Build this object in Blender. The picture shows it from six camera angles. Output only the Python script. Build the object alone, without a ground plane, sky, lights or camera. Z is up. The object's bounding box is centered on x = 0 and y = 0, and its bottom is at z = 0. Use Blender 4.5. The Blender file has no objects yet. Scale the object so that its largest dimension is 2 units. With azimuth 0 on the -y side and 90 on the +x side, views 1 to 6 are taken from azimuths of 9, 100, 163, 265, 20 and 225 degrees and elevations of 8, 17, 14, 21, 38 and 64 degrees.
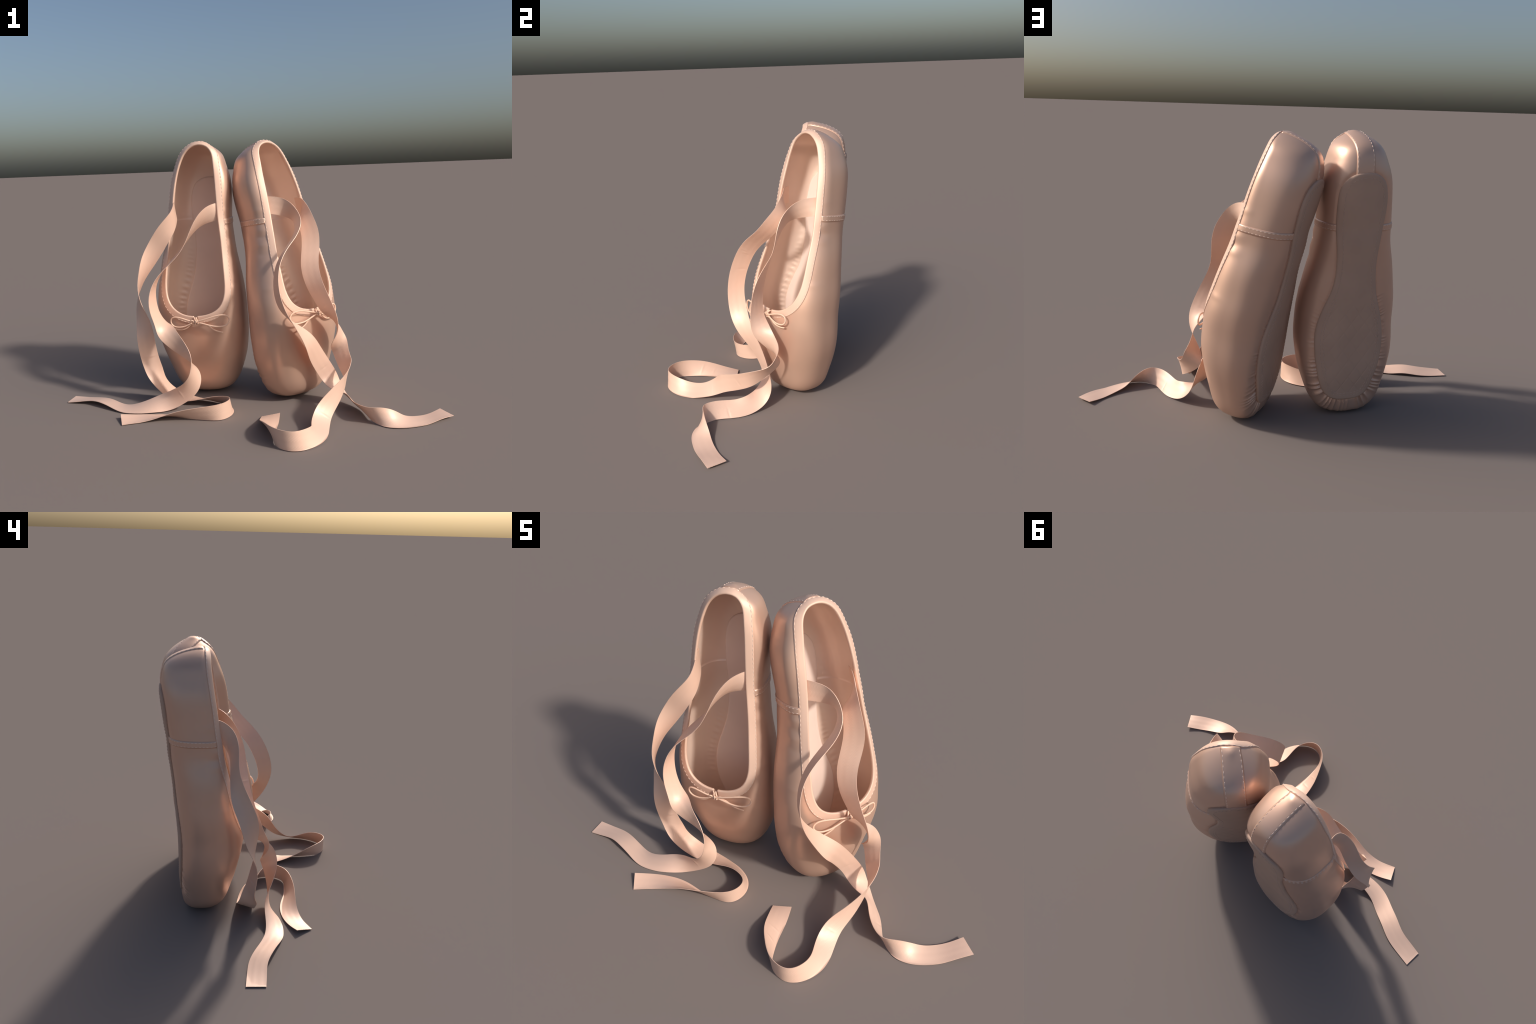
# A pair of satin pointe shoes standing on their toes, one mirrored copy of the
# other, each with binding, seam tape, heel strip, leather sole, drawstring bow
# and two long ribbons that fall to the floor.
import bpy, math, random
import numpy as np
from mathutils import Vector, Matrix
from mathutils.bvhtree import BVHTree

random.seed(7)
rng = np.random.default_rng(7)
BASE = np.array([-0.28, 0.28, 0.0])        # toe of the upright shoe on the floor


# --------------------------------------------------------------------------
# small numeric tools
# --------------------------------------------------------------------------
def natural_spline(t, P, tq):
    """Natural cubic spline through rows P at knots t, evaluated at tq."""
    t = np.asarray(t, float); P = np.asarray(P, float)
    n = len(t); h = np.diff(t)
    A = np.eye(n); B = np.zeros_like(P)
    for i in range(1, n - 1):
        A[i, i-1] = h[i-1]; A[i, i] = 2 * (h[i-1] + h[i]); A[i, i+1] = h[i]
        B[i] = 6 * ((P[i+1] - P[i]) / h[i] - (P[i] - P[i-1]) / h[i-1])
    M = np.linalg.solve(A, B)
    k = np.clip(np.searchsorted(t, tq) - 1, 0, n - 2)
    a = (t[k+1] - tq)[:, None]; b = (tq - t[k])[:, None]; hh = h[k][:, None]
    return (M[k] * a**3 + M[k+1] * b**3) / (6 * hh) \
        + (P[k] / hh - M[k] * hh / 6) * a + (P[k+1] / hh - M[k+1] * hh / 6) * b


def chord(P):
    return np.concatenate([[0], np.cumsum(np.linalg.norm(np.diff(P, axis=0), axis=1))])


def smooth_curve(P, n, closed=False):
    """Spline through control points, resampled evenly to n points."""
    P = np.asarray(P, float)
    if closed:
        m = len(P); k = 4
        Q = np.concatenate([P[-k:], P, P[:k+1]])
        t = chord(Q); tq = np.linspace(t[k], t[k+m], n * 6 + 1)
        F = natural_spline(t, Q, tq)
    else:
        t = chord(P); F = natural_spline(t, P, np.linspace(0, t[-1], n * 6))
    c = chord(F)
    g = np.linspace(0, c[-1], n + 1)[:-1] if closed else np.linspace(0, c[-1], n)
    return np.stack([np.interp(g, c, F[:, j]) for j in range(F.shape[1])], 1)


def sstep(a, b, x):
    t = np.clip((x - a) / (b - a), 0, 1)
    return t * t * (3 - 2 * t)


def inside_distance(poly, X, Z):
    """Signed distance of points to a closed polygon, negative inside."""
    out = np.empty(len(X)); A = poly; D = np.roll(poly, -1, 0) - A
    L2 = (D**2).sum(1)
    for i in range(0, len(X), 4000):
        x = X[i:i+4000, None]; z = Z[i:i+4000, None]
        t = np.clip(((x - A[:, 0]) * D[:, 0] + (z - A[:, 1]) * D[:, 1]) / L2, 0, 1)
        d = np.hypot(x - A[:, 0] - t * D[:, 0], z - A[:, 1] - t * D[:, 1]).min(1)
        cr = ((A[:, 1] > z) != (A[:, 1] + D[:, 1] > z)) & \
             (x < A[:, 0] + (z - A[:, 1]) * D[:, 0] / np.where(D[:, 1] == 0, 1e-9, D[:, 1]))
        out[i:i+4000] = np.where(cr.sum(1) % 2 == 1, -d, d)
    return out


def clip(V, T, f):
    """Keep the part of a triangle mesh where the vertex field f is positive."""
    pos = f > 0
    c = pos[T].sum(1)
    keep = [T[c == 3]]
    extra = []; base = len(V); cuts = {}

    def cut(a, b):
        k = (a, b) if a < b else (b, a)
        if k not in cuts:
            u = f[k[0]] / (f[k[0]] - f[k[1]])
            cuts[k] = base + len(extra)
            extra.append(V[k[0]] * (1 - u) + V[k[1]] * u)
        return cuts[k]
    new = []
    for t in T[(c > 0) & (c < 3)].tolist():
        n = pos[t[0]] + 0 + pos[t[1]] + pos[t[2]]
        if n == 1:
            while not pos[t[0]]:
                t = t[1:] + t[:1]
            new.append((t[0], cut(t[0], t[1]), cut(t[0], t[2])))
        else:
            while pos[t[0]]:
                t = t[1:] + t[:1]
            p = cut(t[0], t[1]); q = cut(t[0], t[2])
            new.append((p, t[1], t[2])); new.append((p, t[2], q))
    T2 = np.concatenate(keep + ([np.array(new)] if new else []))
    V2 = np.concatenate([V, np.array(extra)]) if extra else V
    used, inv = np.unique(T2, return_inverse=True)
    return V2[used], inv.reshape(-1, 3), used


# --------------------------------------------------------------------------
# the last: the body of the shoe as a stack of rounded cross-sections
# (world numbers of the upright shoe)
# height, left edge, right edge, y of widest point, front y, back y, back roundness, front roundness
# --------------------------------------------------------------------------
SECTIONS = [
    (0.0000, -0.2700, -0.2700, 0.2700, 0.2700, 0.2700, 2.2000, 2.2000),
    (0.0040, -0.3523, -0.2113, 0.2785, 0.2360, 0.3441, 2.4412, 2.1256),
    (0.0200, -0.4012, -0.1529, 0.2705, 0.1811, 0.3707, 2.9377, 2.2190),
    (0.0600, -0.4409, -0.1093, 0.2792, 0.1461, 0.3817, 3.0000, 2.3785),
    (0.1300, -0.4702, -0.0786, 0.2701, 0.1225, 0.3838, 3.2500, 2.4136),
    (0.2000, -0.4925, -0.0572, 0.2569, 0.1019, 0.3876, 3.3000, 2.4508),
    (0.3000, -0.5181, -0.0407, 0.2327, 0.0800, 0.3879, 3.2400, 2.5025),
    (0.3800, -0.5219, -0.0362, 0.2214, 0.0652, 0.3890, 3.1720, 2.5889),
    (0.4500, -0.5195, -0.0389, 0.2217, 0.0629, 0.3912, 3.0000, 2.6580),
    (0.5000, -0.5203, -0.0412, 0.2274, 0.0641, 0.3943, 2.8667, 2.6835),
    (0.5700, -0.5182, -0.0484, 0.2387, 0.0725, 0.3993, 2.7100, 2.6996),
    (0.6400, -0.5086, -0.0601, 0.2468, 0.0838, 0.4052, 2.6500, 2.6529),
    (0.7100, -0.4990, -0.0744, 0.2513, 0.0997, 0.4109, 2.5500, 2.6114),
    (0.7850, -0.4836, -0.0902, 0.2545, 0.1191, 0.4184, 2.6000, 2.6395),
    (0.8800, -0.4607, -0.1041, 0.2581, 0.1410, 0.4308, 2.7500, 2.7606),
    (0.9400, -0.4561, -0.1106, 0.2609, 0.1571, 0.4342, 2.8500, 2.8027),
    (1.0000, -0.4491, -0.1114, 0.2644, 0.1698, 0.4433, 2.9500, 2.8280),
    (1.1000, -0.4390, -0.1095, 0.2704, 0.1864, 0.4563, 3.0000, 2.8273),
    (1.1900, -0.4235, -0.1200, 0.2771, 0.2008, 0.4627, 2.8500, 2.6723),
    (1.2450, -0.4049, -0.1358, 0.2802, 0.2060, 0.4583, 2.6000, 2.4551),
    (1.3000, -0.3829, -0.1538, 0.2820, 0.2142, 0.4380, 2.2500, 2.2020),
    (1.3300, -0.3549, -0.1834, 0.2751, 0.2218, 0.4003, 2.0500, 2.2023),
    (1.3495, -0.3265, -0.2140, 0.2705, 0.2320, 0.3542, 2.0000, 2.2021),
    (1.3630, -0.2965, -0.2400, 0.2686, 0.2490, 0.3096, 1.9500, 2.2020),
    (1.3690, -0.2620, -0.2620, 0.2850, 0.2850, 0.2850, 2.0000, 2.2000),
]

# opening of the shoe seen from the front, (x, z), clockwise from the heel
OPENING = [(-0.262, 1.352), (-0.222, 1.340), (-0.198, 1.312), (-0.186, 1.262), (-0.177, 1.170),
           (-0.168, 1.040), (-0.161, 0.950), (-0.152, 0.880), (-0.143, 0.790), (-0.134, 0.700),
           (-0.127, 0.620), (-0.131, 0.555), (-0.152, 0.507), (-0.190, 0.478), (-0.238, 0.463),
           (-0.285, 0.459), (-0.336, 0.465), (-0.383, 0.486), (-0.418, 0.520), (-0.439, 0.566),
           (-0.447, 0.640), (-0.441, 0.740), (-0.431, 0.850), (-0.413, 1.000), (-0.392, 1.166),
           (-0.370, 1.250), (-0.340, 1.310), (-0.305, 1.341)]

# outline of the outer sole seen from behind, (x, z)
SOLE = [(-.251, 1.196), (-.205, 1.186), (-.172, 1.161), (-.153, 1.123), (-.147, 1.070),
        (-.148, 1.005), (-.152, .930), (-.159, .850), (-.164, .770), (-.161, .705),
        (-.146, .635), (-.124, .575), (-.102, .505), (-.090, .445), (-.088, .380),
        (-.094, .303), (-.108, .220), (-.127, .156), (-.154, .116), (-.188, .096),
        (-.257, .088), (-.315, .094), (-.351, .115), (-.384, .180), (-.408, .247),
        (-.421, .323), (-.422, .410), (-.411, .480), (-.389, .555), (-.367, .630),
        (-.355, .710), (-.351, .780), (-.354, .847), (-.363, .937), (-.369, 1.004),
        (-.371, 1.070), (-.366, 1.113), (-.350, 1.156), (-.323, 1.182), (-.291, 1.194)]
SEAM_Z = 0.944


def rim_depth(z):
    """How far forward (y) the rim of the opening lies at height z."""
    return np.interp(z, [.46, .60, .80, 1.03, 1.20, 1.36], [.064, .105, .153, .191, .214, .235])



def make_last(rows, cols, inset=0.0):
    S = np.array(SECTIONS)
    col = np.stack([S[:, 0], (S[:, 1] + S[:, 2]) / 2, (S[:, 2] - S[:, 1]) / 2,
                    S[:, 3], S[:, 4], S[:, 5], S[:, 6], S[:, 7]], 1)

    def mirror(r, pole):
        q = r.copy(); q[2] *= -1
        q[4] = 2 * pole[4] - r[4]; q[5] = 2 * pole[5] - r[5]
        return q
    full = np.concatenate([[mirror(col[2], col[0]), mirror(col[1], col[0])], col,
                           [mirror(col[-2], col[-1]), mirror(col[-3], col[-1])]])
    t = chord(full[:, [0, 2]])
    q = natural_spline(t, full, np.linspace(t[2], t[-3], rows))
    q[0, 2] = q[-1, 2] = 0
    grid = np.empty((rows, cols, 3))
    half = cols // 2
    ang = np.linspace(-math.pi / 2, math.pi / 2, 1201)      # front centre to back centre
    cs = np.clip(np.cos(ang), 0, 1); sn = np.sin(ang)
    for i, (z, xc, w, ym, yf, yb, nb, nf) in enumerate(q):
        w = max(w, 0)
        n = np.where(sn < 0, nf, nb)
        px = w * cs ** (2 / n)
        py = np.sign(sn) * np.abs(sn) ** (2 / n) * np.where(sn < 0, max(ym - yf, 0), max(yb - ym, 0)) + ym
        c = np.concatenate([[0], np.cumsum(np.hypot(np.diff(px), np.diff(py)))])
        if c[-1] < 1e-9:
            grid[i] = (xc, ym, z); continue
        g = np.linspace(0, c[-1], half + 1)
        hx = np.interp(g, c, px); hy = np.interp(g, c, py)
        grid[i, :half + 1, 0] = xc + hx; grid[i, :half + 1, 1] = hy
        grid[i, half:, 0] = xc - hx[::-1][:half]; grid[i, half:, 1] = hy[::-1][:half]
        grid[i, :, 2] = z
    # merge poles: rows 0 and -1 collapse to one vertex each
    V = np.concatenate([grid[0, :1], grid[1:-1].reshape(-1, 3), grid[-1, :1]])
    idx = lambda r, c: 1 + (r - 1) * cols + c % cols
    r, c = np.meshgrid(np.arange(1, rows - 2), np.arange(cols), indexing='ij')
    a, b, d, e = idx(r, c), idx(r, c + 1), idx(r + 1, c + 1), idx(r + 1, c)
    T = [np.stack([a, b, d], -1).reshape(-1, 3), np.stack([a, d, e], -1).reshape(-1, 3)]
    k = np.arange(cols)
    T.append(np.stack([np.zeros_like(k), idx(1, k + 1), idx(1, k)], 1))
    T.append(np.stack([np.full_like(k, len(V) - 1), idx(rows - 2, k), idx(rows - 2, k + 1)], 1))
    T = np.concatenate(T)
    if inset:
        V = V - vertex_normals(V, T) * inset
    return V, T


def vertex_normals(V, T):
    n = np.cross(V[T[:, 1]] - V[T[:, 0]], V[T[:, 2]] - V[T[:, 0]])
    N = np.zeros_like(V)
    for j in range(3):
        for a in range(3):
            N[:, a] += np.bincount(T[:, j], n[:, a], len(V))
    return N / (np.linalg.norm(N, axis=1, keepdims=True) + 1e-12)


class Surface:
    """Projects points on a mesh and lifts them along the surface normal."""
    def __init__(self, V, T):
        self.V, self.T, self.N = V, T, vertex_normals(V, T)
        self.tree = BVHTree.FromPolygons(V.tolist(), T.tolist())

    def _normal(self, p, k):
        a, b, c = self.T[k]
        A, B, C = self.V[a], self.V[b], self.V[c]
        w = [np.linalg.norm(np.cross(B - p, C - p)), np.linalg.norm(np.cross(C - p, A - p)),
             np.linalg.norm(np.cross(A - p, B - p))]
        n = w[0] * self.N[a] + w[1] * self.N[b] + w[2] * self.N[c]
        return n / (np.linalg.norm(n) + 1e-12)

    def nearest(self, p):
        loc, nor, k, d = self.tree.find_nearest(Vector(p))
        loc = np.array(loc)
        return loc, self._normal(loc, k)

    def from_side(self, x, z, y0, sign):
        hit = self.tree.ray_cast(Vector((x, y0, z)), Vector((0, sign, 0)))
        if hit[0] is None:
            return self.nearest((x, y0 * .3 + .27 * .7, z))
        p = np.array(hit[0])
        return p, self._normal(p, hit[2])


# --------------------------------------------------------------------------
# mesh objects
# --------------------------------------------------------------------------
# the leaning shoe is trodden a little wider, its heel pressed forward:
# height, sideways shift, backward shift, extra width
SPREAD = np.array([(0.000, .0075, .0030, .0210), (0.228, .0055, .0035, .0250), (0.457, .0030, .0010, .0280),
                   (0.685, .0000, -.0030, .0300), (0.913, -.0075, -.0055, .0400), (1.142, -.0080, -.0055, .0430),
                   (1.370, -.0085, -.0020, .0420)])


def spread(V):
    o = natural_spline(SPREAD[:, 0], SPREAD[:, 1:], np.clip(V[:, 2], 0, 1.37))
    W = V.copy()
    W[:, 0] = BASE[0] + (V[:, 0] - BASE[0]) * (1 + o[:, 2]) + o[:, 0]
    W[:, 1] += o[:, 1]
    return W


class Shoe:
    def __init__(self, empty, flip, location):
        self.empty, self.flip = empty, flip

    def add(self, name, V, F, mat, parent=None, smooth=True, stuff=False):
        V = np.asarray(V, float)
        if self.flip:
            V = spread(V)
        V = V - BASE
        F = [list(map(int, f)) for f in F] if not isinstance(F, np.ndarray) else F.tolist()
        if self.flip:
            V = V * [-1, 1, 1]
            F = [f[::-1] for f in F]
        return put(name, V, F, mat, parent or self.empty, smooth, stuff)


def put(name, V, F, mat, parent, smooth=True, stuff=False):
    me = bpy.data.meshes.new(name)
    me.from_pydata(V.tolist() if hasattr(V, 'tolist') else V, [], F)
    me.update()
    if smooth:
        me.polygons.foreach_set('use_smooth', [True] * len(me.polygons))
    me.materials.append(mat)
    ob = bpy.data.objects.new(name, me)
    bpy.context.collection.objects.link(ob)
    ob.parent = parent
    if stuff:
        ob['kind'] = 'stuff'
    return ob


def sweep(path_rings, closed, caps=True):
    """Skin a list of rings (each k points)."""
    n = len(path_rings); k = len(path_rings[0])
    V = np.concatenate(path_rings)
    F = []
    for i in range(n if closed else n - 1):
        a = i * k; b = ((i + 1) % n) * k
        for j in range(k):
            F.append((a + j, a + (j + 1) % k, b + (j + 1) % k, b + j))
    if not closed and caps:
        F.append(tuple(range(k))[::-1]); F.append(tuple(range((n - 1) * k, n * k)))
    return V, F


def tube(P, r, sides=8, taper=None):
    P = np.asarray(P, float)
    t = np.gradient(P, axis=0); t /= np.linalg.norm(t, axis=1, keepdims=True)
    up = np.array([0.31, 0.22, 0.92]); rings = []
    n = np.cross(t[0], up); n /= np.linalg.norm(n)
    for i in range(len(P)):
        n = n - t[i] * (n @ t[i]); n /= np.linalg.norm(n)
        b = np.cross(t[i], n)
        rr = r * (taper[i] if taper is not None else 1)
        a = np.arange(sides) * 2 * math.pi / sides
        rings.append(P[i] + rr * (np.cos(a)[:, None] * n + np.sin(a)[:, None] * b))
    return sweep(rings, False)


def band(surf, C, half, height, lift=0.0, steps=9, edge=0.35):
    """A flat raised tape of width 2*half following curve C on the surface."""
    rings = []
    n = len(C); t = np.gradient(C, axis=0)
    prof = np.linspace(-1, 1, steps)
    for i in range(n):
        p, nor = surf.nearest(C[i])
        tt = t[i] / np.linalg.norm(t[i]); b = np.cross(nor, tt); b /= np.linalg.norm(b)
        top = []; bot = []
        for s in prof:
            q, qn = surf.nearest(p + b * s * half)
            h = height * (1 - max(0, (abs(s) - (1 - edge)) / edge) ** 3 * .75)
            top.append(q + qn * (h + lift)); bot.append(q - qn * .003)
        rings.append(np.array(top + bot[::-1]))
    return sweep(rings, False)


def stitches(surf, C, pitch, length, r, lift, offset=0.0):
    """Short thread stitches along curve C, sunk at both ends."""
    L = chord(C); V = []; F = []; base = 0
    s = offset
    k = 0
    while s + length < L[-1]:
        jit = rng.uniform(-.06, .06) * pitch
        g = np.linspace(s + jit, s + jit + length, 5)
        P = np.stack([np.interp(g, L, C[:, j]) for j in range(3)], 1)
        out = []
        for i, p in enumerate(P):
            q, n = surf.nearest(p)
            out.append(q + n * (lift - (r * 1.6 if i in (0, 4) else 0)))
        v, f = tube(np.array(out), r, 5)
        V.append(v); F += [tuple(i + base for i in ff) for ff in f]; base += len(v)
        s += pitch
    return np.concatenate(V), F


def join(parts):
    V = []; F = []; b = 0
    for v, f in parts:
        V.append(v); F += [tuple(i + b for i in ff) for ff in f]; b += len(v)
    return np.concatenate(V), F


# --------------------------------------------------------------------------
# materials
# --------------------------------------------------------------------------
def srgb(r, g, b):
    f = lambda c: c / 12.92 if c <= .04045 else ((c + .055) / 1.055) ** 2.4
    return (f(r / 255), f(g / 255), f(b / 255), 1)


def cloth(name, colour, rough=.45, spec=.4, vary=.05, grain=700, bump=.06, sheen=.0,
          stretch=(1, 1, 1), wave=None, metal=0.0):
    m = bpy.data.materials.new(name); m.use_nodes = True
    nt = m.node_tree; N = nt.nodes; K = nt.links
    bs = N['Principled BSDF']
    tc = N.new('ShaderNodeTexCoord'); mp = N.new('ShaderNodeMapping')
    mp.inputs['Scale'].default_value = stretch
    K.new(tc.outputs['Object'], mp.inputs['Vector'])
    big = N.new('ShaderNodeTexNoise'); big.inputs['Scale'].default_value = 7
    big.inputs['Detail'].default_value = 4
    K.new(mp.outputs['Vector'], big.inputs['Vector'])
    ramp = N.new('ShaderNodeValToRGB')
    lo = [c * (1 - vary) for c in colour[:3]] + [1]; hi = [min(1, c * (1 + vary)) for c in colour[:3]] + [1]
    ramp.color_ramp.elements[0].position = .3; ramp.color_ramp.elements[0].color = lo
    ramp.color_ramp.elements[1].position = .7; ramp.color_ramp.elements[1].color = hi
    K.new(big.outputs['Fac'], ramp.inputs['Fac'])
    K.new(ramp.outputs['Color'], bs.inputs['Base Color'])
    fine = N.new('ShaderNodeTexNoise'); fine.inputs['Scale'].default_value = grain
    fine.inputs['Detail'].default_value = 2
    K.new(mp.outputs['Vector'], fine.inputs['Vector'])
    height = fine.outputs['Fac']
    if wave:
        wv = N.new('ShaderNodeTexWave'); wv.wave_type = 'BANDS'; wv.bands_direction = 'DIAGONAL'
        wv.inputs['Scale'].default_value = wave; wv.inputs['Distortion'].default_value = 1.5
        K.new(tc.outputs['Object'], wv.inputs['Vector'])
        ad = N.new('ShaderNodeMath'); ad.operation = 'ADD'
        K.new(height, ad.inputs[0]); K.new(wv.outputs['Fac'], ad.inputs[1]); height = ad.outputs[0]
    bp = N.new('ShaderNodeBump'); bp.inputs['Strength'].default_value = bump
    bp.inputs['Distance'].default_value = .002
    K.new(height, bp.inputs['Height']); K.new(bp.outputs['Normal'], bs.inputs['Normal'])
    bs.inputs['Roughness'].default_value = rough
    bs.inputs['Metallic'].default_value = metal
    bs.inputs['Specular IOR Level'].default_value = spec
    if sheen:
        bs.inputs['Sheen Weight'].default_value = sheen
        bs.inputs['Sheen Roughness'].default_value = .4
    return m


MAT = {
    'satin': cloth('peach_satin', srgb(221, 182, 160), rough=.40, spec=.5, vary=.025, bump=.03, metal=.45),
    'binding': cloth('binding_tape', srgb(231, 195, 174), rough=.48, spec=.4, vary=.02, bump=.08, wave=260, metal=.15),
    'lining': cloth('lining_cloth', srgb(234, 206, 189), rough=.38, spec=.5, vary=.025, bump=.03, metal=.2),
    'insole': cloth('insole_suede', srgb(234, 210, 197), rough=.50, spec=.35, vary=.03, bump=.06),
    'sole': cloth('sole_leather', srgb(192, 160, 141), rough=.58, spec=.35, vary=.05, bump=.10, grain=400),
    'sole_thread': cloth('sole_thread', srgb(206, 178, 163), rough=.6, spec=.3, vary=.02, bump=.0),
    'thread': cloth('thread', srgb(240, 216, 200), rough=.55, spec=.3, vary=.02, bump=.0),
    'ribbon': cloth('ribbon_satin', srgb(235, 198, 177), rough=.47, spec=.45, vary=.02, bump=.04, metal=.12),
    'cord': cloth('drawstring_cord', srgb(236, 198, 174), rough=.5, spec=.4, vary=.02, bump=.05),
}


# --------------------------------------------------------------------------
# shared geometry of one shoe (upright, world numbers)
# --------------------------------------------------------------------------
opening = smooth_curve(OPENING, 420, closed=True)
sole_line = smooth_curve(SOLE, 520, closed=True)

V0, T0 = make_last(260, 200)
PLAIN = Surface(V0, T0)                       # unwrinkled body, used for projection

VO, TO = make_last(600, 420)
NO = vertex_normals(VO, TO)

# --- pleats of satin gathered under the sole, puckers along the sides
sole3d = np.array([PLAIN.from_side(x, z, 1.0, -1)[0] for x, z in sole_line])
sole_len = chord(np.concatenate([sole3d, sole3d[:1]]))
back = VO[:, 1] > .25
d_min = np.full(len(VO), 9.0); u_min = np.zeros(len(VO))
fine = np.concatenate([sole3d, sole3d[:1]])
fine_u = np.arange(0, sole_len[-1], .0026)
fine = np.stack([np.interp(fine_u, sole_len, fine[:, j]) for j in range(3)], 1)
cand = np.where(back & (VO[:, 2] < 1.25))[0]
for i in range(0, len(cand), 1500):
    k = cand[i:i+1500]
    near = (fine[:, 2] > VO[k, 2].min() - .12) & (fine[:, 2] < VO[k, 2].max() + .12)
    if not near.any():
        continue
    D = np.linalg.norm(VO[k][:, None] - fine[near][None], axis=2)
    j = D.argmin(1); d_min[k] = D.min(1); u_min[k] = fine_u[near][j]
inside_sole = inside_distance(sole_line, VO[:, 0], VO[:, 2]) < 0
toe_w = 1 - sstep(.10, .34, VO[:, 2])
side_w = (1 - sstep(.50, .75, VO[:, 2])) * .38 + .12
phase = 2 * math.pi * u_min / .0225 + 2.8 * np.sin(u_min * 31) + 1.6 * np.sin(u_min * 83 + 1)
amp_u = .70 + .30 * np.sin(u_min * 57 + .6)
fold = (1 - np.abs(np.sin(phase / 2))) ** 1.2 * 1.6 - .8
reach = .030 + .034 * toe_w
pleat = fold * amp_u * np.exp(-(d_min / reach) ** 2) * (toe_w * .0068 + side_w * .0034)
VO = VO + NO * np.where(back, pleat, 0)[:, None]
# a soft hollow just before the sole edge
VO = VO - NO * (np.where(inside_sole, 0, np.exp(-(d_min / .010) ** 2)) * .003)[:, None]
# shallow wrinkles on both flanks below the side seam
for sx, z0, y0, a in [(-1, .905, .20, .0022), (-1, .868, .205, -.002), (-1, .83, .20, .0018), (1, .90, .20, .0025),
                      (1, .862, .205, -.0025), (1, .82, .195, .0022), (1, .775, .20, -.0018), (1, 1.00, .22, .0015),
                      (-1, 1.02, .22, .0015), (-1, .62, .15, .0015), (1, .60, .15, .0015)]:
    m = (VO[:, 0] + .285) * sx > 0
    VO = VO + NO * (m * a * np.exp(-((VO[:, 2] - z0) / .016) ** 2 - ((VO[:, 1] - y0) / .035) ** 2))[:, None]

f_open = inside_distance(opening, VO[:, 0], VO[:, 2])
f_open = np.where(VO[:, 1] > rim_depth(VO[:, 2]) + .045, 1.0, f_open)
UV, UT, _ = clip(VO, TO, f_open - .010)
f = UV[:, 2] - SEAM_Z
QV, QT, _ = clip(UV, UT, f)                    # heel quarter
WV, WT, _ = clip(UV, UT, -f)                   # vamp with toe box

# --- lining, a little inside the outer surface, wrinkled along the insole
VL, TL = make_last(330, 240, inset=.008)
INNER0 = Surface(VL, TL)
NL = vertex_normals(VL, TL)
ins_line = smooth_curve([(-.262 + (x + .262) * .94, .64 + (z - .64) * .965) for x, z in SOLE], 360, closed=True)
ins3d = np.array([INNER0.from_side(x, z, .27, 1)[0] for x, z in ins_line])
dl = np.full(len(VL), 9.0); ul = np.zeros(len(VL)); il = chord(np.concatenate([ins3d, ins3d[:1]]))
k = np.where(VL[:, 1] > .25)[0]
for i in range(0, len(k), 3000):
    kk = k[i:i+3000]
    D = np.linalg.norm(VL[kk][:, None] - ins3d[None], axis=2); dl[kk] = D.min(1); ul[kk] = il[:-1][D.argmin(1)]
VL = VL + NL * (np.exp(-((dl - .030) / .018) ** 2) * (.0003 + .0009 * (1 - sstep(.55, .80, VL[:, 2]))) * np.sin(2 * math.pi * ul / .03 + 2 * np.sin(ul * 23)))[:, None]
# the front lining lies over the heel lining and leaves a small step at the seam
VL = VL - NL * (np.where(VL[:, 2] < SEAM_Z, .0028 * np.exp((VL[:, 2] - SEAM_Z) / .07), 0))[:, None]
fl = inside_distance(opening, VL[:, 0], VL[:, 2])
fl = np.where(VL[:, 1] > rim_depth(VL[:, 2]) + .030, 1.0, fl)
LV, LT, _ = clip(VL, TL, fl - .006)
LV1, LT1, _ = clip(LV, LT, LV[:, 2] - SEAM_Z)
LV2, LT2, _ = clip(LV, LT, -(LV[:, 2] - SEAM_Z))
OUTER = Surface(VO, TO)
INNER = Surface(VL, TL)


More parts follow.
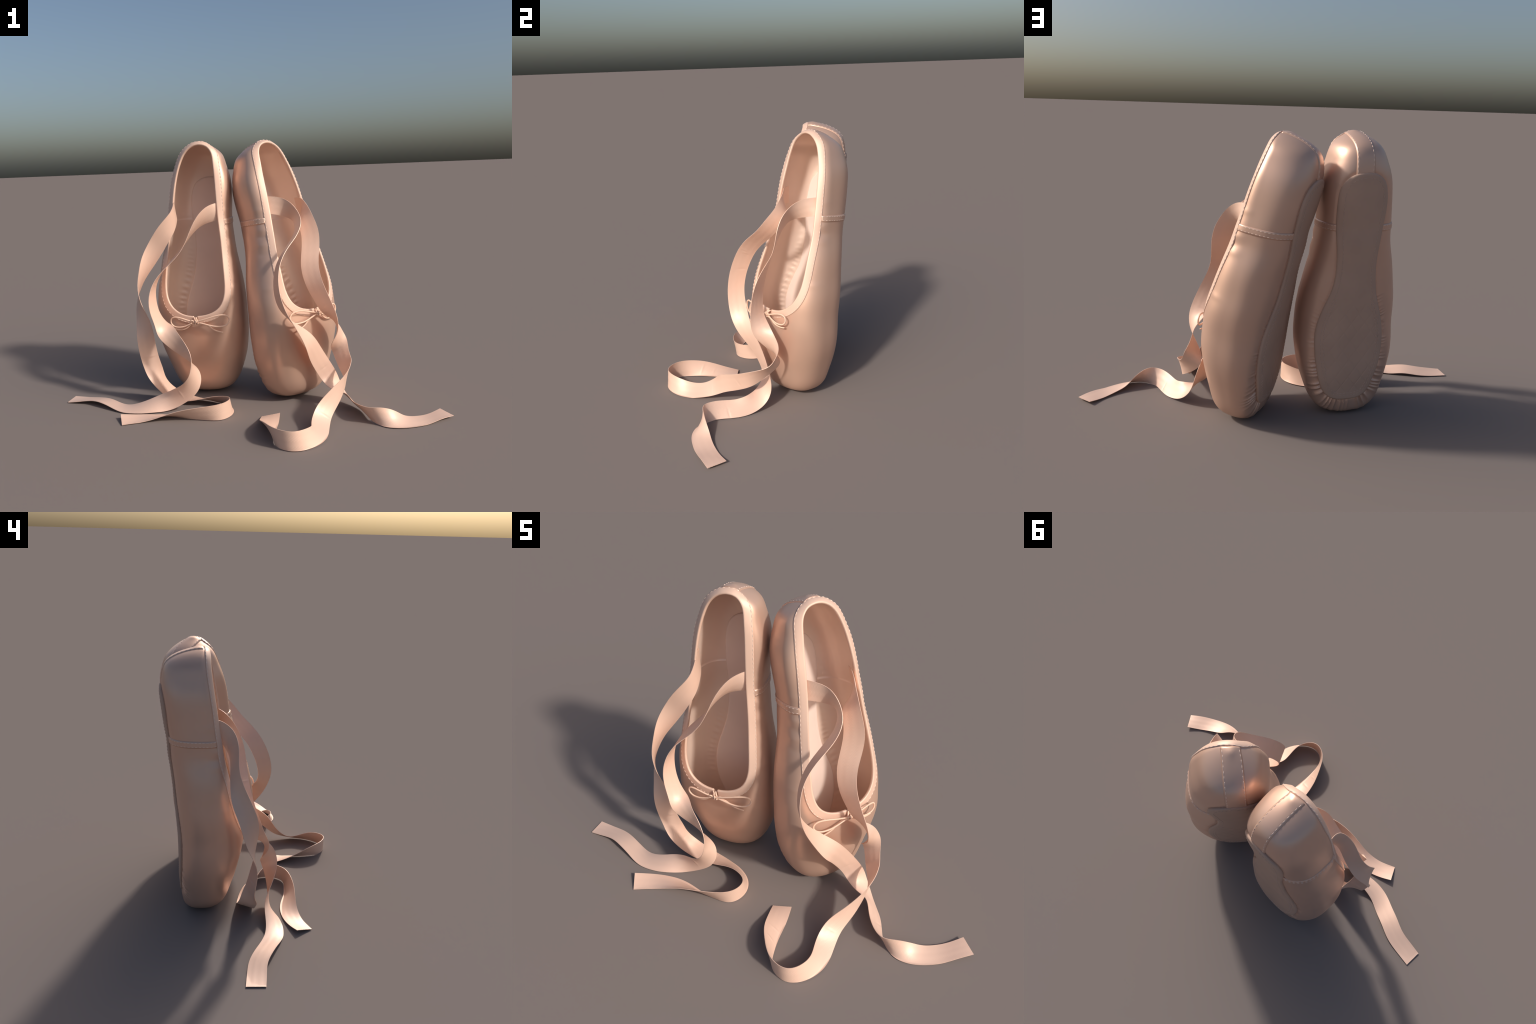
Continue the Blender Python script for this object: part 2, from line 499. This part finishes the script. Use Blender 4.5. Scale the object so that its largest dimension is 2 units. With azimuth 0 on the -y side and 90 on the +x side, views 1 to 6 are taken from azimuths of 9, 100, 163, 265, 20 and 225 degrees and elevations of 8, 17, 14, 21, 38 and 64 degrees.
def pad(line, surf, y0, sign, thick, rows=26, groove=None):
    """A padded sheet with the given outline lying on the back of the shoe."""
    n = len(line)
    # medial line: every outline point is joined to a spine point at its height
    zc = np.clip(line[:, 1], line[:, 1].min() + .10, line[:, 1].max() - .09)
    zs = np.linspace(line[:, 1].min() + .02, line[:, 1].max() - .02, 60)
    xs = []
    for z in zs:
        c = []
        for a, b in zip(line, np.roll(line, -1, 0)):
            if (a[1] - z) * (b[1] - z) < 0:
                c.append(a[0] + (b[0] - a[0]) * (z - a[1]) / (b[1] - a[1]))
        xs.append((min(c) + max(c)) / 2)
    spine = np.stack([np.interp(zc, zs, xs), zc], 1)
    prof = 1 - np.linspace(0, 1, rows) ** 1.0
    V = []
    span = np.linalg.norm(line - spine, axis=1)
    rings = []
    # edge rings first: rounded rim, then flat to the spine
    rim = [(0.0, -.25), (-.0015, .25), (-.0005, .62), (.0025, .86), (.006, .97)]
    flat = list(np.linspace(.012, 1, rows))
    for inset, h in rim:
        rings.append((np.full(n, inset), np.full(n, h)))
    for g in flat:
        rings.append((.011 + (span - .011) * (g - .012) / .988, np.full(n, 1.0)))
    for inset, h in rings:
        P = spine + (line - spine) * (1 - inset / span)[:, None]
        out = []
        lifts = thick * h - (groove(P[:, 0], P[:, 1]) if groove is not None else 0)
        for (x, z), lift in zip(P, lifts):
            p, nn = surf.from_side(x, z, y0, sign)
            out.append(p + np.array([0, -sign * 1.0, 0]) * 0 + nn_dir(nn, sign) * lift)
        V.append(np.array(out))
    k = len(V)
    F = []
    for i in range(k - 1):
        for j in range(n):
            a = i * n + j; b = i * n + (j + 1) % n
            F.append((a, b, b + n, a + n) if sign < 0 else (a + n, b + n, b, a))
    return np.concatenate(V), F


def nn_dir(nn, sign):
    d = np.array([nn[0] * .3, -sign * 1.0, nn[2] * .3])
    return d / np.linalg.norm(d)


def quilting(x, z):
    """Diamond lines pressed in the leather under the ball of the foot."""
    u, v = x + .255, z - .30
    e = inside_distance(sole_line, x, z)
    fade = (1 - sstep(.54, .60, z)) * (1 - sstep(-.036, -.031, e))
    s = np.zeros_like(x)
    for sg in (1, -1):
        w = (v * .74 + sg * u) / .068
        s = np.maximum(s, np.exp(-((w - np.round(w)) * .068 / .0022) ** 2))
    return .0013 * s * fade


soleV, soleF = pad(sole_line, PLAIN, 1.0, -1, .0102, rows=90, groove=quilting)
insV, insF = pad(ins_line, INNER0, .27, 1, .009, rows=16)
SOLE_TOP = Surface(soleV, np.array([t for a, b, c, d in soleF for t in ((a, b, c), (a, c, d))]))

# --- binding tape folded over the rim, with a small gap under the bow
rim3 = np.array([PLAIN.from_side(x, z, -1.0, 1)[0] for x, z in opening])
rim_nn = np.array([PLAIN.from_side(x, z, -1.0, 1)[1] for x, z in opening])
start = int(np.argmin(np.hypot(opening[:, 0] + .283, opening[:, 1] - .45)))
order = np.roll(np.arange(len(opening)), -start)
order = order[2:-1]
PROFILE = [(.0345, -.002), (.0348, .0016), (.0340, .0032), (.0320, .0037), (.0200, .0039), (.0100, .0041), (.0040, .0046),
           (.0005, .0048), (-.0022, .0038), (-.0036, .0010), (-.0036, -.0030), (-.0024, -.0066), (.0005, -.0096),
           (.0060, -.0110), (.0160, -.0114), (.0220, -.0100)]
rings = []
edge_curve = []
tang = np.roll(rim3, -1, 0) - np.roll(rim3, 1, 0)
cen = rim3.mean(0)
for i in order:
    p, n = rim3[i], rim_nn[i]; t = tang[i] / np.linalg.norm(tang[i])
    b = np.cross(n, t); b /= np.linalg.norm(b)
    if b @ (p - np.array([-.285, p[1], np.clip(p[2], .62, 1.2)])) < 0:
        b = -b
    ring = []
    for s, h in PROFILE:
        if s > 0:
            q, qn = PLAIN.nearest(p + b * s)
        else:
            q, qn = p + b * s, n
        ring.append(q + qn * h)
    rings.append(np.array(ring))
    edge_curve.append(PLAIN.nearest(p + b * .0305)[0])
bindV, bindF = sweep(rings, False)
edge_curve = np.array(edge_curve)

# --- strip up the back of the heel
strip_mid = [PLAIN.nearest((x, y, z))[0] for x, y, z in
             [(-.259, .259, 1.384), (-.257, .300, 1.385), (-.255, .340, 1.375), (-.254, .395, 1.350), (-.253, .440, 1.310),
              (-.252, .465, 1.250), (-.251, .470, 1.205), (-.251, .470, 1.170)]]
strip_mid = smooth_curve(strip_mid, 60)
stripV, stripF = band(PLAIN, strip_mid, .043, .0034, steps=13, edge=.12)


def side_curve(curve, off):
    t = np.gradient(curve, axis=0); out = []
    for p, tt in zip(curve, t):
        q, n = PLAIN.nearest(p); b = np.cross(n, tt / np.linalg.norm(tt))
        out.append(PLAIN.nearest(q + b * off)[0])
    return np.array(out)


# --- tape over each side seam, from binding to sole
def around(z, side, n=60):
    """Path on the flank at height z from the rim round to the sole edge."""
    pts = []
    for ang in np.linspace(-1.25, 1.52, 240):
        d = np.array([math.cos(ang) * side, math.sin(ang), 0])
        hit = PLAIN.tree.ray_cast(Vector((-.288, .285, z)), Vector(d))
        if hit[0] is not None:
            pts.append(np.array(hit[0]))
    pts = np.array(pts)
    front = pts[:, 1] < .33
    ok = np.where(front, (inside_distance(opening, pts[:, 0], pts[:, 2]) > 0)
                  & (np.array([np.linalg.norm(rim3 - p, axis=1).min() for p in pts]) > .031),
                  inside_distance(sole_line, pts[:, 0], pts[:, 2]) > -.012)
    return smooth_curve(pts[ok], n)


tapes = []; tape_paths = []
for side in (-1, 1):
    c = around(SEAM_Z, side)
    tape_paths.append(c)
    tapes.append(band(PLAIN, c, .0165, .0036, steps=9, edge=.4))

# --- threads
thread = [stitches(PLAIN, edge_curve, .0195, .0125, .0011, .0041)]
for off in (-.035, .035):
    thread.append(stitches(PLAIN, side_curve(strip_mid, off)[2:-3], .0205, .0140, .0011, .0036))
for c in tape_paths:
    for off in (-.0095, .0095):
        thread.append(stitches(PLAIN, side_curve(c, off)[1:-1], .0175, .0120, .0011, .0038))


def inset_line(line, d, z_max=9):
    t = np.roll(line, -1, 0) - np.roll(line, 1, 0)
    n = np.stack([t[:, 1], -t[:, 0]], 1); n /= np.linalg.norm(n, axis=1, keepdims=True)
    c = line.mean(0)
    test = inside_distance(line, (line + n * .004)[:, 0], (line + n * .004)[:, 1])
    n = np.where((test > 0)[:, None], -n, n)
    return line + n * d


sole_thread = []
for d, zt in ((.022, 9), (.034, .62)):
    l2 = inset_line(sole_line, d)
    low = l2[:, 1] < zt
    if zt < 9:                                  # open run round the toe
        k0 = int(np.argmax(low & ~np.roll(low, 1))); l2 = np.roll(l2, -k0, 0)[:low.sum()]
    P = np.array([SOLE_TOP.from_side(x, z, 1.0, -1)[0] for x, z in l2])
    sole_thread.append(stitches(SOLE_TOP, P, .0175, .0115, .0011, .0008))

# --- drawstring bow: curves in (x, z) around the knot, laid on the vamp
KNOT = np.array([-.284, .436])


def lay(pts, lift, n=60):
    c = smooth_curve(np.array([(a, b, l) for a, b, l in pts]), n)
    out = []
    for a, b, l in c:
        p, nn = PLAIN.from_side(KNOT[0] + a, KNOT[1] + b, -1.0, 1)
        out.append(p + np.array([nn[0] * .4, -1 * abs(nn[1]) - .2, nn[2] * .4]) * (lift + l + .004))
    return np.array(out)


cords = [
    tube(lay([(.004, 0, .006), (-.035, .012, .010), (-.085, .026, .012), (-.117, .020, .012), (-.124, .000, .012), (-.112, -.020, .010),
              (-.080, -.027, .008), (-.045, -.020, .006), (-.012, -.003, .006)], .010), .0041),
    tube(lay([(-.004, 0, .006), (.040, .012, .010), (.090, .027, .012), (.135, .037, .014), (.166, .030, .014), (.177, .006, .014),
              (.165, -.016, .012), (.130, -.024, .010), (.085, -.018, .008), (.040, -.006, .006), (.008, .000, .006)], .010), .0041),
    tube(lay([(.000, -.002, .005), (-.020, -.014, .004), (-.045, -.034, .003), (-.068, -.042, .003), (-.095, -.043, .004), (-.112, -.040, .006)], .006), .0038),
    tube(lay([(.000, -.002, .005), (.030, -.006, .004), (.062, -.016, .003), (.090, -.037, .003), (.115, -.051, .003), (.143, -.060, .004)], .006), .0038),
]
kn = []
for k, (cx, cz, rx, rz, tilt) in enumerate([(-.009, .000, .0075, .0120, .25), (.004, .001, .0065, .0110, -.35), (.013, -.003, .0095, .0060, .5)]):
    a = np.linspace(0, 2 * math.pi * .93, 30)
    ex = rx * np.cos(a); ez = rz * np.sin(a)
    kn.append(tube(lay(list(zip(cx + ex * math.cos(tilt) - ez * math.sin(tilt),
                                cz + ex * math.sin(tilt) + ez * math.cos(tilt),
                                .008 + .006 * np.sin(a + k))), .008, 30), .0037))
kn.append(tube(lay([(-.006, .022, -.004), (.002, .012, .004), (-.004, .000, .008)], .006, 14), .0040))
kn.append(tube(lay([(.006, .022, -.004), (.014, .008, .004), (.020, -.004, .006)], .006, 14), .0040))


# --------------------------------------------------------------------------
# assemble the two shoes
# --------------------------------------------------------------------------
def build_shoe(matrix, flip, label):
    e = bpy.data.objects.new('ballet_shoe', None)
    bpy.context.collection.objects.link(e)
    e.matrix_world = matrix
    e['label'] = label; e['category'] = 'ballet shoe'
    s = Shoe(e, flip, None)
    s.add('vamp', WV, WT, MAT['satin'])
    s.add('heel_quarter', QV, QT, MAT['satin'])
    lin = s.add('lining', LV1, LT1[:, ::-1], MAT['lining'])
    s.add('lining', LV2, LT2[:, ::-1], MAT['lining'])
    s.add('insole', insV, insF, MAT['insole'])
    so = s.add('sole', soleV, soleF, MAT['sole'])
    v, f = join(sole_thread); s.add('sole_stitching', v, f, MAT['sole_thread'], parent=so, stuff=True)
    s.add('binding', bindV, bindF, MAT['binding'])
    s.add('heel_strip', stripV, stripF, MAT['satin'])
    for v, f in tapes:
        s.add('seam_tape', v, f, MAT['satin'])
    v, f = join(thread); s.add('stitching', v, f, MAT['thread'], stuff=True)
    v, f = join(kn); bow = s.add('drawstring_bow', v, f, MAT['cord'])
    for v, f in cords[:2]:
        s.add('bow_loop', v, f, MAT['cord'], parent=bow)
    for v, f in cords[2:]:
        s.add('bow_end', v, f, MAT['cord'], parent=bow)
    return e


upright = build_shoe(Matrix.Translation(BASE), False, 'peach satin pointe shoe standing upright on its toe, with ribbons')
R3 = np.array([[0.63818, -0.75955, -0.12573], [0.76951, 0.63406, 0.07599], [0.02192, -0.1452, 0.98913]])
OFF = np.array([0.2674, -0.1771, 0.0396])
mir_base = BASE * [-1, 1, 1]
M4 = Matrix([list(R3[i]) + [float((R3 @ mir_base + OFF)[i])] for i in range(3)] + [[0, 0, 0, 1]])
leaning = build_shoe(M4, True, 'peach satin pointe shoe leaning sideways on its toe, with ribbons')


# --------------------------------------------------------------------------
# ribbons: stations along the middle (x, y, z) with the direction of the width
# at each (azimuth, elevation in degrees)
# --------------------------------------------------------------------------
RIBBON_WIDTH = 0.0910
RIBBON_THICK = 0.0022
UPRIGHT_OUTER = [
    (-0.430, 0.285, 1.016, 90, -88),
    (-0.404, 0.214, 1.010, 80, -72), (-0.399, 0.153, 0.968, 75, -57), (-0.439, 0.121, 0.902, 38, -40),
    (-0.486, 0.119, 0.832, 29, -32), (-0.529, 0.110, 0.760, 47, -27), (-0.561, 0.087, 0.685, 79, -21),
    (-0.578, 0.057, 0.607, 102, -16), (-0.575, 0.040, 0.524, 128, -12), (-0.556, 0.028, 0.442, 158, -11),
    (-0.544, 0.018, 0.358, -174, -7), (-0.536, 0.026, 0.273, -162, -12), (-0.519, 0.037, 0.190, -151, -19),
    (-0.485, 0.042, 0.111, -110, -18), (-0.431, 0.054, 0.047, -100, -15), (-0.351, 0.046, 0.022, -97, -1),
    (-0.268, 0.032, 0.021, -102, 17), (-0.186, 0.012, 0.027, -117, 38), (-0.115, -0.032, 0.034, -144, 56),
    (-0.078, -0.108, 0.040, -171, 84), (-0.114, -0.178, 0.039, -47, 87), (-0.195, -0.198, 0.036, -95, 69),
    (-0.280, -0.196, 0.029, -103, 52), (-0.363, -0.182, 0.018, -98, 30), (-0.447, -0.180, 0.008, -85, 9),
    (-0.530, -0.199, 0.005, -72, -4), (-0.607, -0.234, 0.012, -66, -14),
]

UPRIGHT_INNER = [
    (-0.127, 0.275, 1.003, -9, -86),
    (-0.142, 0.212, 1.002, -9, -74), (-0.206, 0.169, 0.986, 66, -63), (-0.262, 0.137, 0.944, 87, -31),
    (-0.303, 0.111, 0.883, 98, -12), (-0.344, 0.099, 0.818, 102, 1), (-0.396, 0.092, 0.760, 104, 3),
    (-0.449, 0.082, 0.703, 102, -4), (-0.489, 0.065, 0.639, 98, -14), (-0.500, 0.040, 0.567, 84, -19),
    (-0.484, 0.014, 0.497, 73, -16), (-0.444, -0.015, 0.438, 61, 0), (-0.395, -0.041, 0.383, 10, 42),
    (-0.341, -0.050, 0.328, -32, 43), (-0.290, -0.069, 0.274, -64, 28), (-0.263, -0.084, 0.205, -110, 12),
    (-0.286, -0.088, 0.133, -149, 28), (-0.344, -0.080, 0.084, -171, 54), (-0.411, -0.071, 0.049, 138, 62),
    (-0.486, -0.079, 0.030, 104, 36), (-0.561, -0.086, 0.015, 91, 18), (-0.638, -0.076, 0.006, 75, 4),
    (-0.707, -0.045, 0.009, 66, -8), (-0.776, -0.012, 0.019, 66, -9), (-0.846, 0.019, 0.015, 71, -9),
    (-0.921, 0.033, 0.007, 80, -6), (-0.997, 0.043, 0.001, 87, 0),
]

# ribbons of the leaning shoe
LEANING_INNER = [
    (0.030, 0.180, 1.022, -150, -84),
    (0.091, 0.163, 1.026, -150, -81), (0.168, 0.174, 1.015, 158, -70), (0.237, 0.172, 0.974, 117, -43),
    (0.260, 0.126, 0.919, 122, -36), (0.240, 0.074, 0.861, 125, -29), (0.206, 0.021, 0.811, 121, -27),
    (0.177, -0.027, 0.754, 116, -24), (0.165, -0.064, 0.683, 114, -20), (0.171, -0.088, 0.607, 115, -15),
    (0.195, -0.094, 0.531, 115, -8), (0.238, -0.080, 0.464, 108, 5), (0.284, -0.054, 0.403, 93, 26),
    (0.319, -0.016, 0.342, 66, 38), (0.341, 0.028, 0.278, 45, 36), (0.368, 0.065, 0.212, 34, 33),
    (0.403, 0.088, 0.144, 38, 28), (0.449, 0.077, 0.080, 64, -4), (0.504, 0.031, 0.047, 58, -45),
    (0.543, -0.036, 0.036, 30, -47), (0.571, -0.110, 0.040, 29, -52), (0.616, -0.175, 0.043, 63, -69),
    (0.694, -0.191, 0.032, -100, -56), (0.771, -0.171, 0.014, -75, -18), (0.842, -0.137, 0.006, -61, -5),
    (0.910, -0.092, 0.008, -55, 4), (0.973, -0.044, 0.012, -54, -3),
]

LEANING_OUTER = [
    (0.232, 0.390, 1.004, 37, -76),
    (0.259, 0.355, 1.008, 37, -69), (0.272, 0.272, 0.997, 133, -69), (0.289, 0.200, 0.956, 163, -31),
    (0.317, 0.161, 0.885, 175, -13), (0.322, 0.136, 0.802, -178, -5), (0.319, 0.101, 0.722, 175, -11),
    (0.337, 0.069, 0.642, 164, -20), (0.373, 0.054, 0.563, 152, -21), (0.412, 0.058, 0.484, 138, -14),
    (0.447, 0.088, 0.409, 100, 16), (0.453, 0.134, 0.338, 54, 21), (0.463, 0.153, 0.260, -17, 19),
    (0.487, 0.090, 0.209, -25, 41), (0.498, 0.012, 0.174, -59, 62), (0.475, -0.066, 0.143, -99, 68),
    (0.436, -0.136, 0.111, -143, 61), (0.392, -0.194, 0.064, -173, 46), (0.375, -0.271, 0.030, 177, 29),
    (0.370, -0.358, 0.027, 164, 44), (0.338, -0.438, 0.038, 129, 68), (0.267, -0.487, 0.043, 81, 87),
    (0.193, -0.458, 0.045, -147, 84), (0.153, -0.381, 0.039, -173, 65), (0.133, -0.298, 0.026, -178, 40),
    (0.127, -0.211, 0.013, -177, 14), (0.124, -0.124, 0.010, -173, -10),
]


def ribbon(stations, seed):
    S = np.array(stations, float)
    az, el = np.radians(S[:, 3]), np.radians(S[:, 4])
    d = np.stack([np.cos(el) * np.cos(az), np.cos(el) * np.sin(az), np.sin(el)], 1)
    e = np.concatenate([S[:, :3] - d * RIBBON_WIDTH / 2, S[:, :3] + d * RIBBON_WIDTH / 2], 1)
    t = chord(S[:, :3])
    n = int(t[-1] / .0019)
    F = natural_spline(t, e, np.linspace(0, t[-1], n))
    P, Q = F[:, :3], F[:, 3:]
    c = (P + Q) / 2; w = Q - P
    w = w / np.linalg.norm(w, axis=1, keepdims=True)
    g = np.gradient(c, axis=0); g /= np.linalg.norm(g, axis=1, keepdims=True)
    nor = np.cross(g, w); nor /= np.linalg.norm(nor, axis=1, keepdims=True)
    cols = 34
    u = np.linspace(-1, 1, cols)
    along = chord(c)
    r = np.random.default_rng(seed)
    # herringbone weave: diagonal ribs turning four times across the width
    zig = np.abs(((u + 1) * 2) % 2 - 1)
    weave = np.sin(2 * math.pi * (along[:, None] / .0062 + zig[None] * 2.2)) * .00040
    weave += np.sin(u * 9 + seed)[None] * .00012 + .0005 * np.sin(along * 13 + seed)[:, None] * u[None] ** 2
    for _ in range(5):                              # soft cross creases
        a0 = r.uniform(.2, .95) * along[-1]; u0 = r.uniform(-.6, .6); k = r.uniform(-.012, .012)
        weave += .0010 * r.choice([-1, 1]) * np.exp(-((along[:, None] - a0 - k * u[None]) / .006) ** 2
                                                   - ((u[None] - u0) / .6) ** 2)
    mid = c[:, None] + w[:, None] * (u * RIBBON_WIDTH / 2)[None, :, None]
    face = mid + nor[:, None] * (RIBBON_THICK / 2 + weave)[..., None]
    rear = mid + nor[:, None] * (-RIBBON_THICK / 2 + weave)[..., None]
    V = np.concatenate([face.reshape(-1, 3), rear.reshape(-1, 3)])
    half = n * cols                                 # keep the cloth just above the floor
    low = np.minimum(face[..., 2], rear[..., 2]).ravel()
    push = np.maximum(.0008 - low, 0)
    V[:half, 2] = face.reshape(-1, 3)[:, 2] + push; V[half:, 2] = rear.reshape(-1, 3)[:, 2] + push
    i, j = np.meshgrid(np.arange(n - 1), np.arange(cols - 1), indexing='ij')
    a = (i * cols + j).ravel()
    F4 = [np.stack([a, a + 1, a + cols + 1, a + cols], 1), np.stack([a, a + cols, a + cols + 1, a + 1], 1) + half]
    k = np.arange(n - 1) * cols
    F4.append(np.stack([k, k + cols, k + cols + half, k + half], 1))
    k = k + cols - 1
    F4.append(np.stack([k, k + half, k + cols + half, k + cols], 1))
    k = np.arange(cols - 1)
    F4.append(np.stack([k, k + half, k + 1 + half, k + 1], 1))
    k = k + (n - 1) * cols
    F4.append(np.stack([k, k + 1, k + 1 + half, k + half], 1))
    return V, np.concatenate(F4)


def add_ribbon(parent, M, stations, seed):
    V, F = ribbon(stations, seed)
    inv = np.array(M.inverted())
    V = V @ inv[:3, :3].T + inv[:3, 3]
    ob = put('ribbon', V, F.tolist(), MAT['ribbon'], parent)
    ob.data.polygons.foreach_set('use_smooth', [True] * len(ob.data.polygons))
    me = ob.data
    me.set_sharp_from_angle(angle=math.radians(50))
    return ob


U4 = Matrix.Translation(BASE)
add_ribbon(upright, U4, UPRIGHT_OUTER, 1)
add_ribbon(upright, U4, UPRIGHT_INNER, 2)
add_ribbon(leaning, M4, LEANING_INNER, 3)
add_ribbon(leaning, M4, LEANING_OUTER, 4)
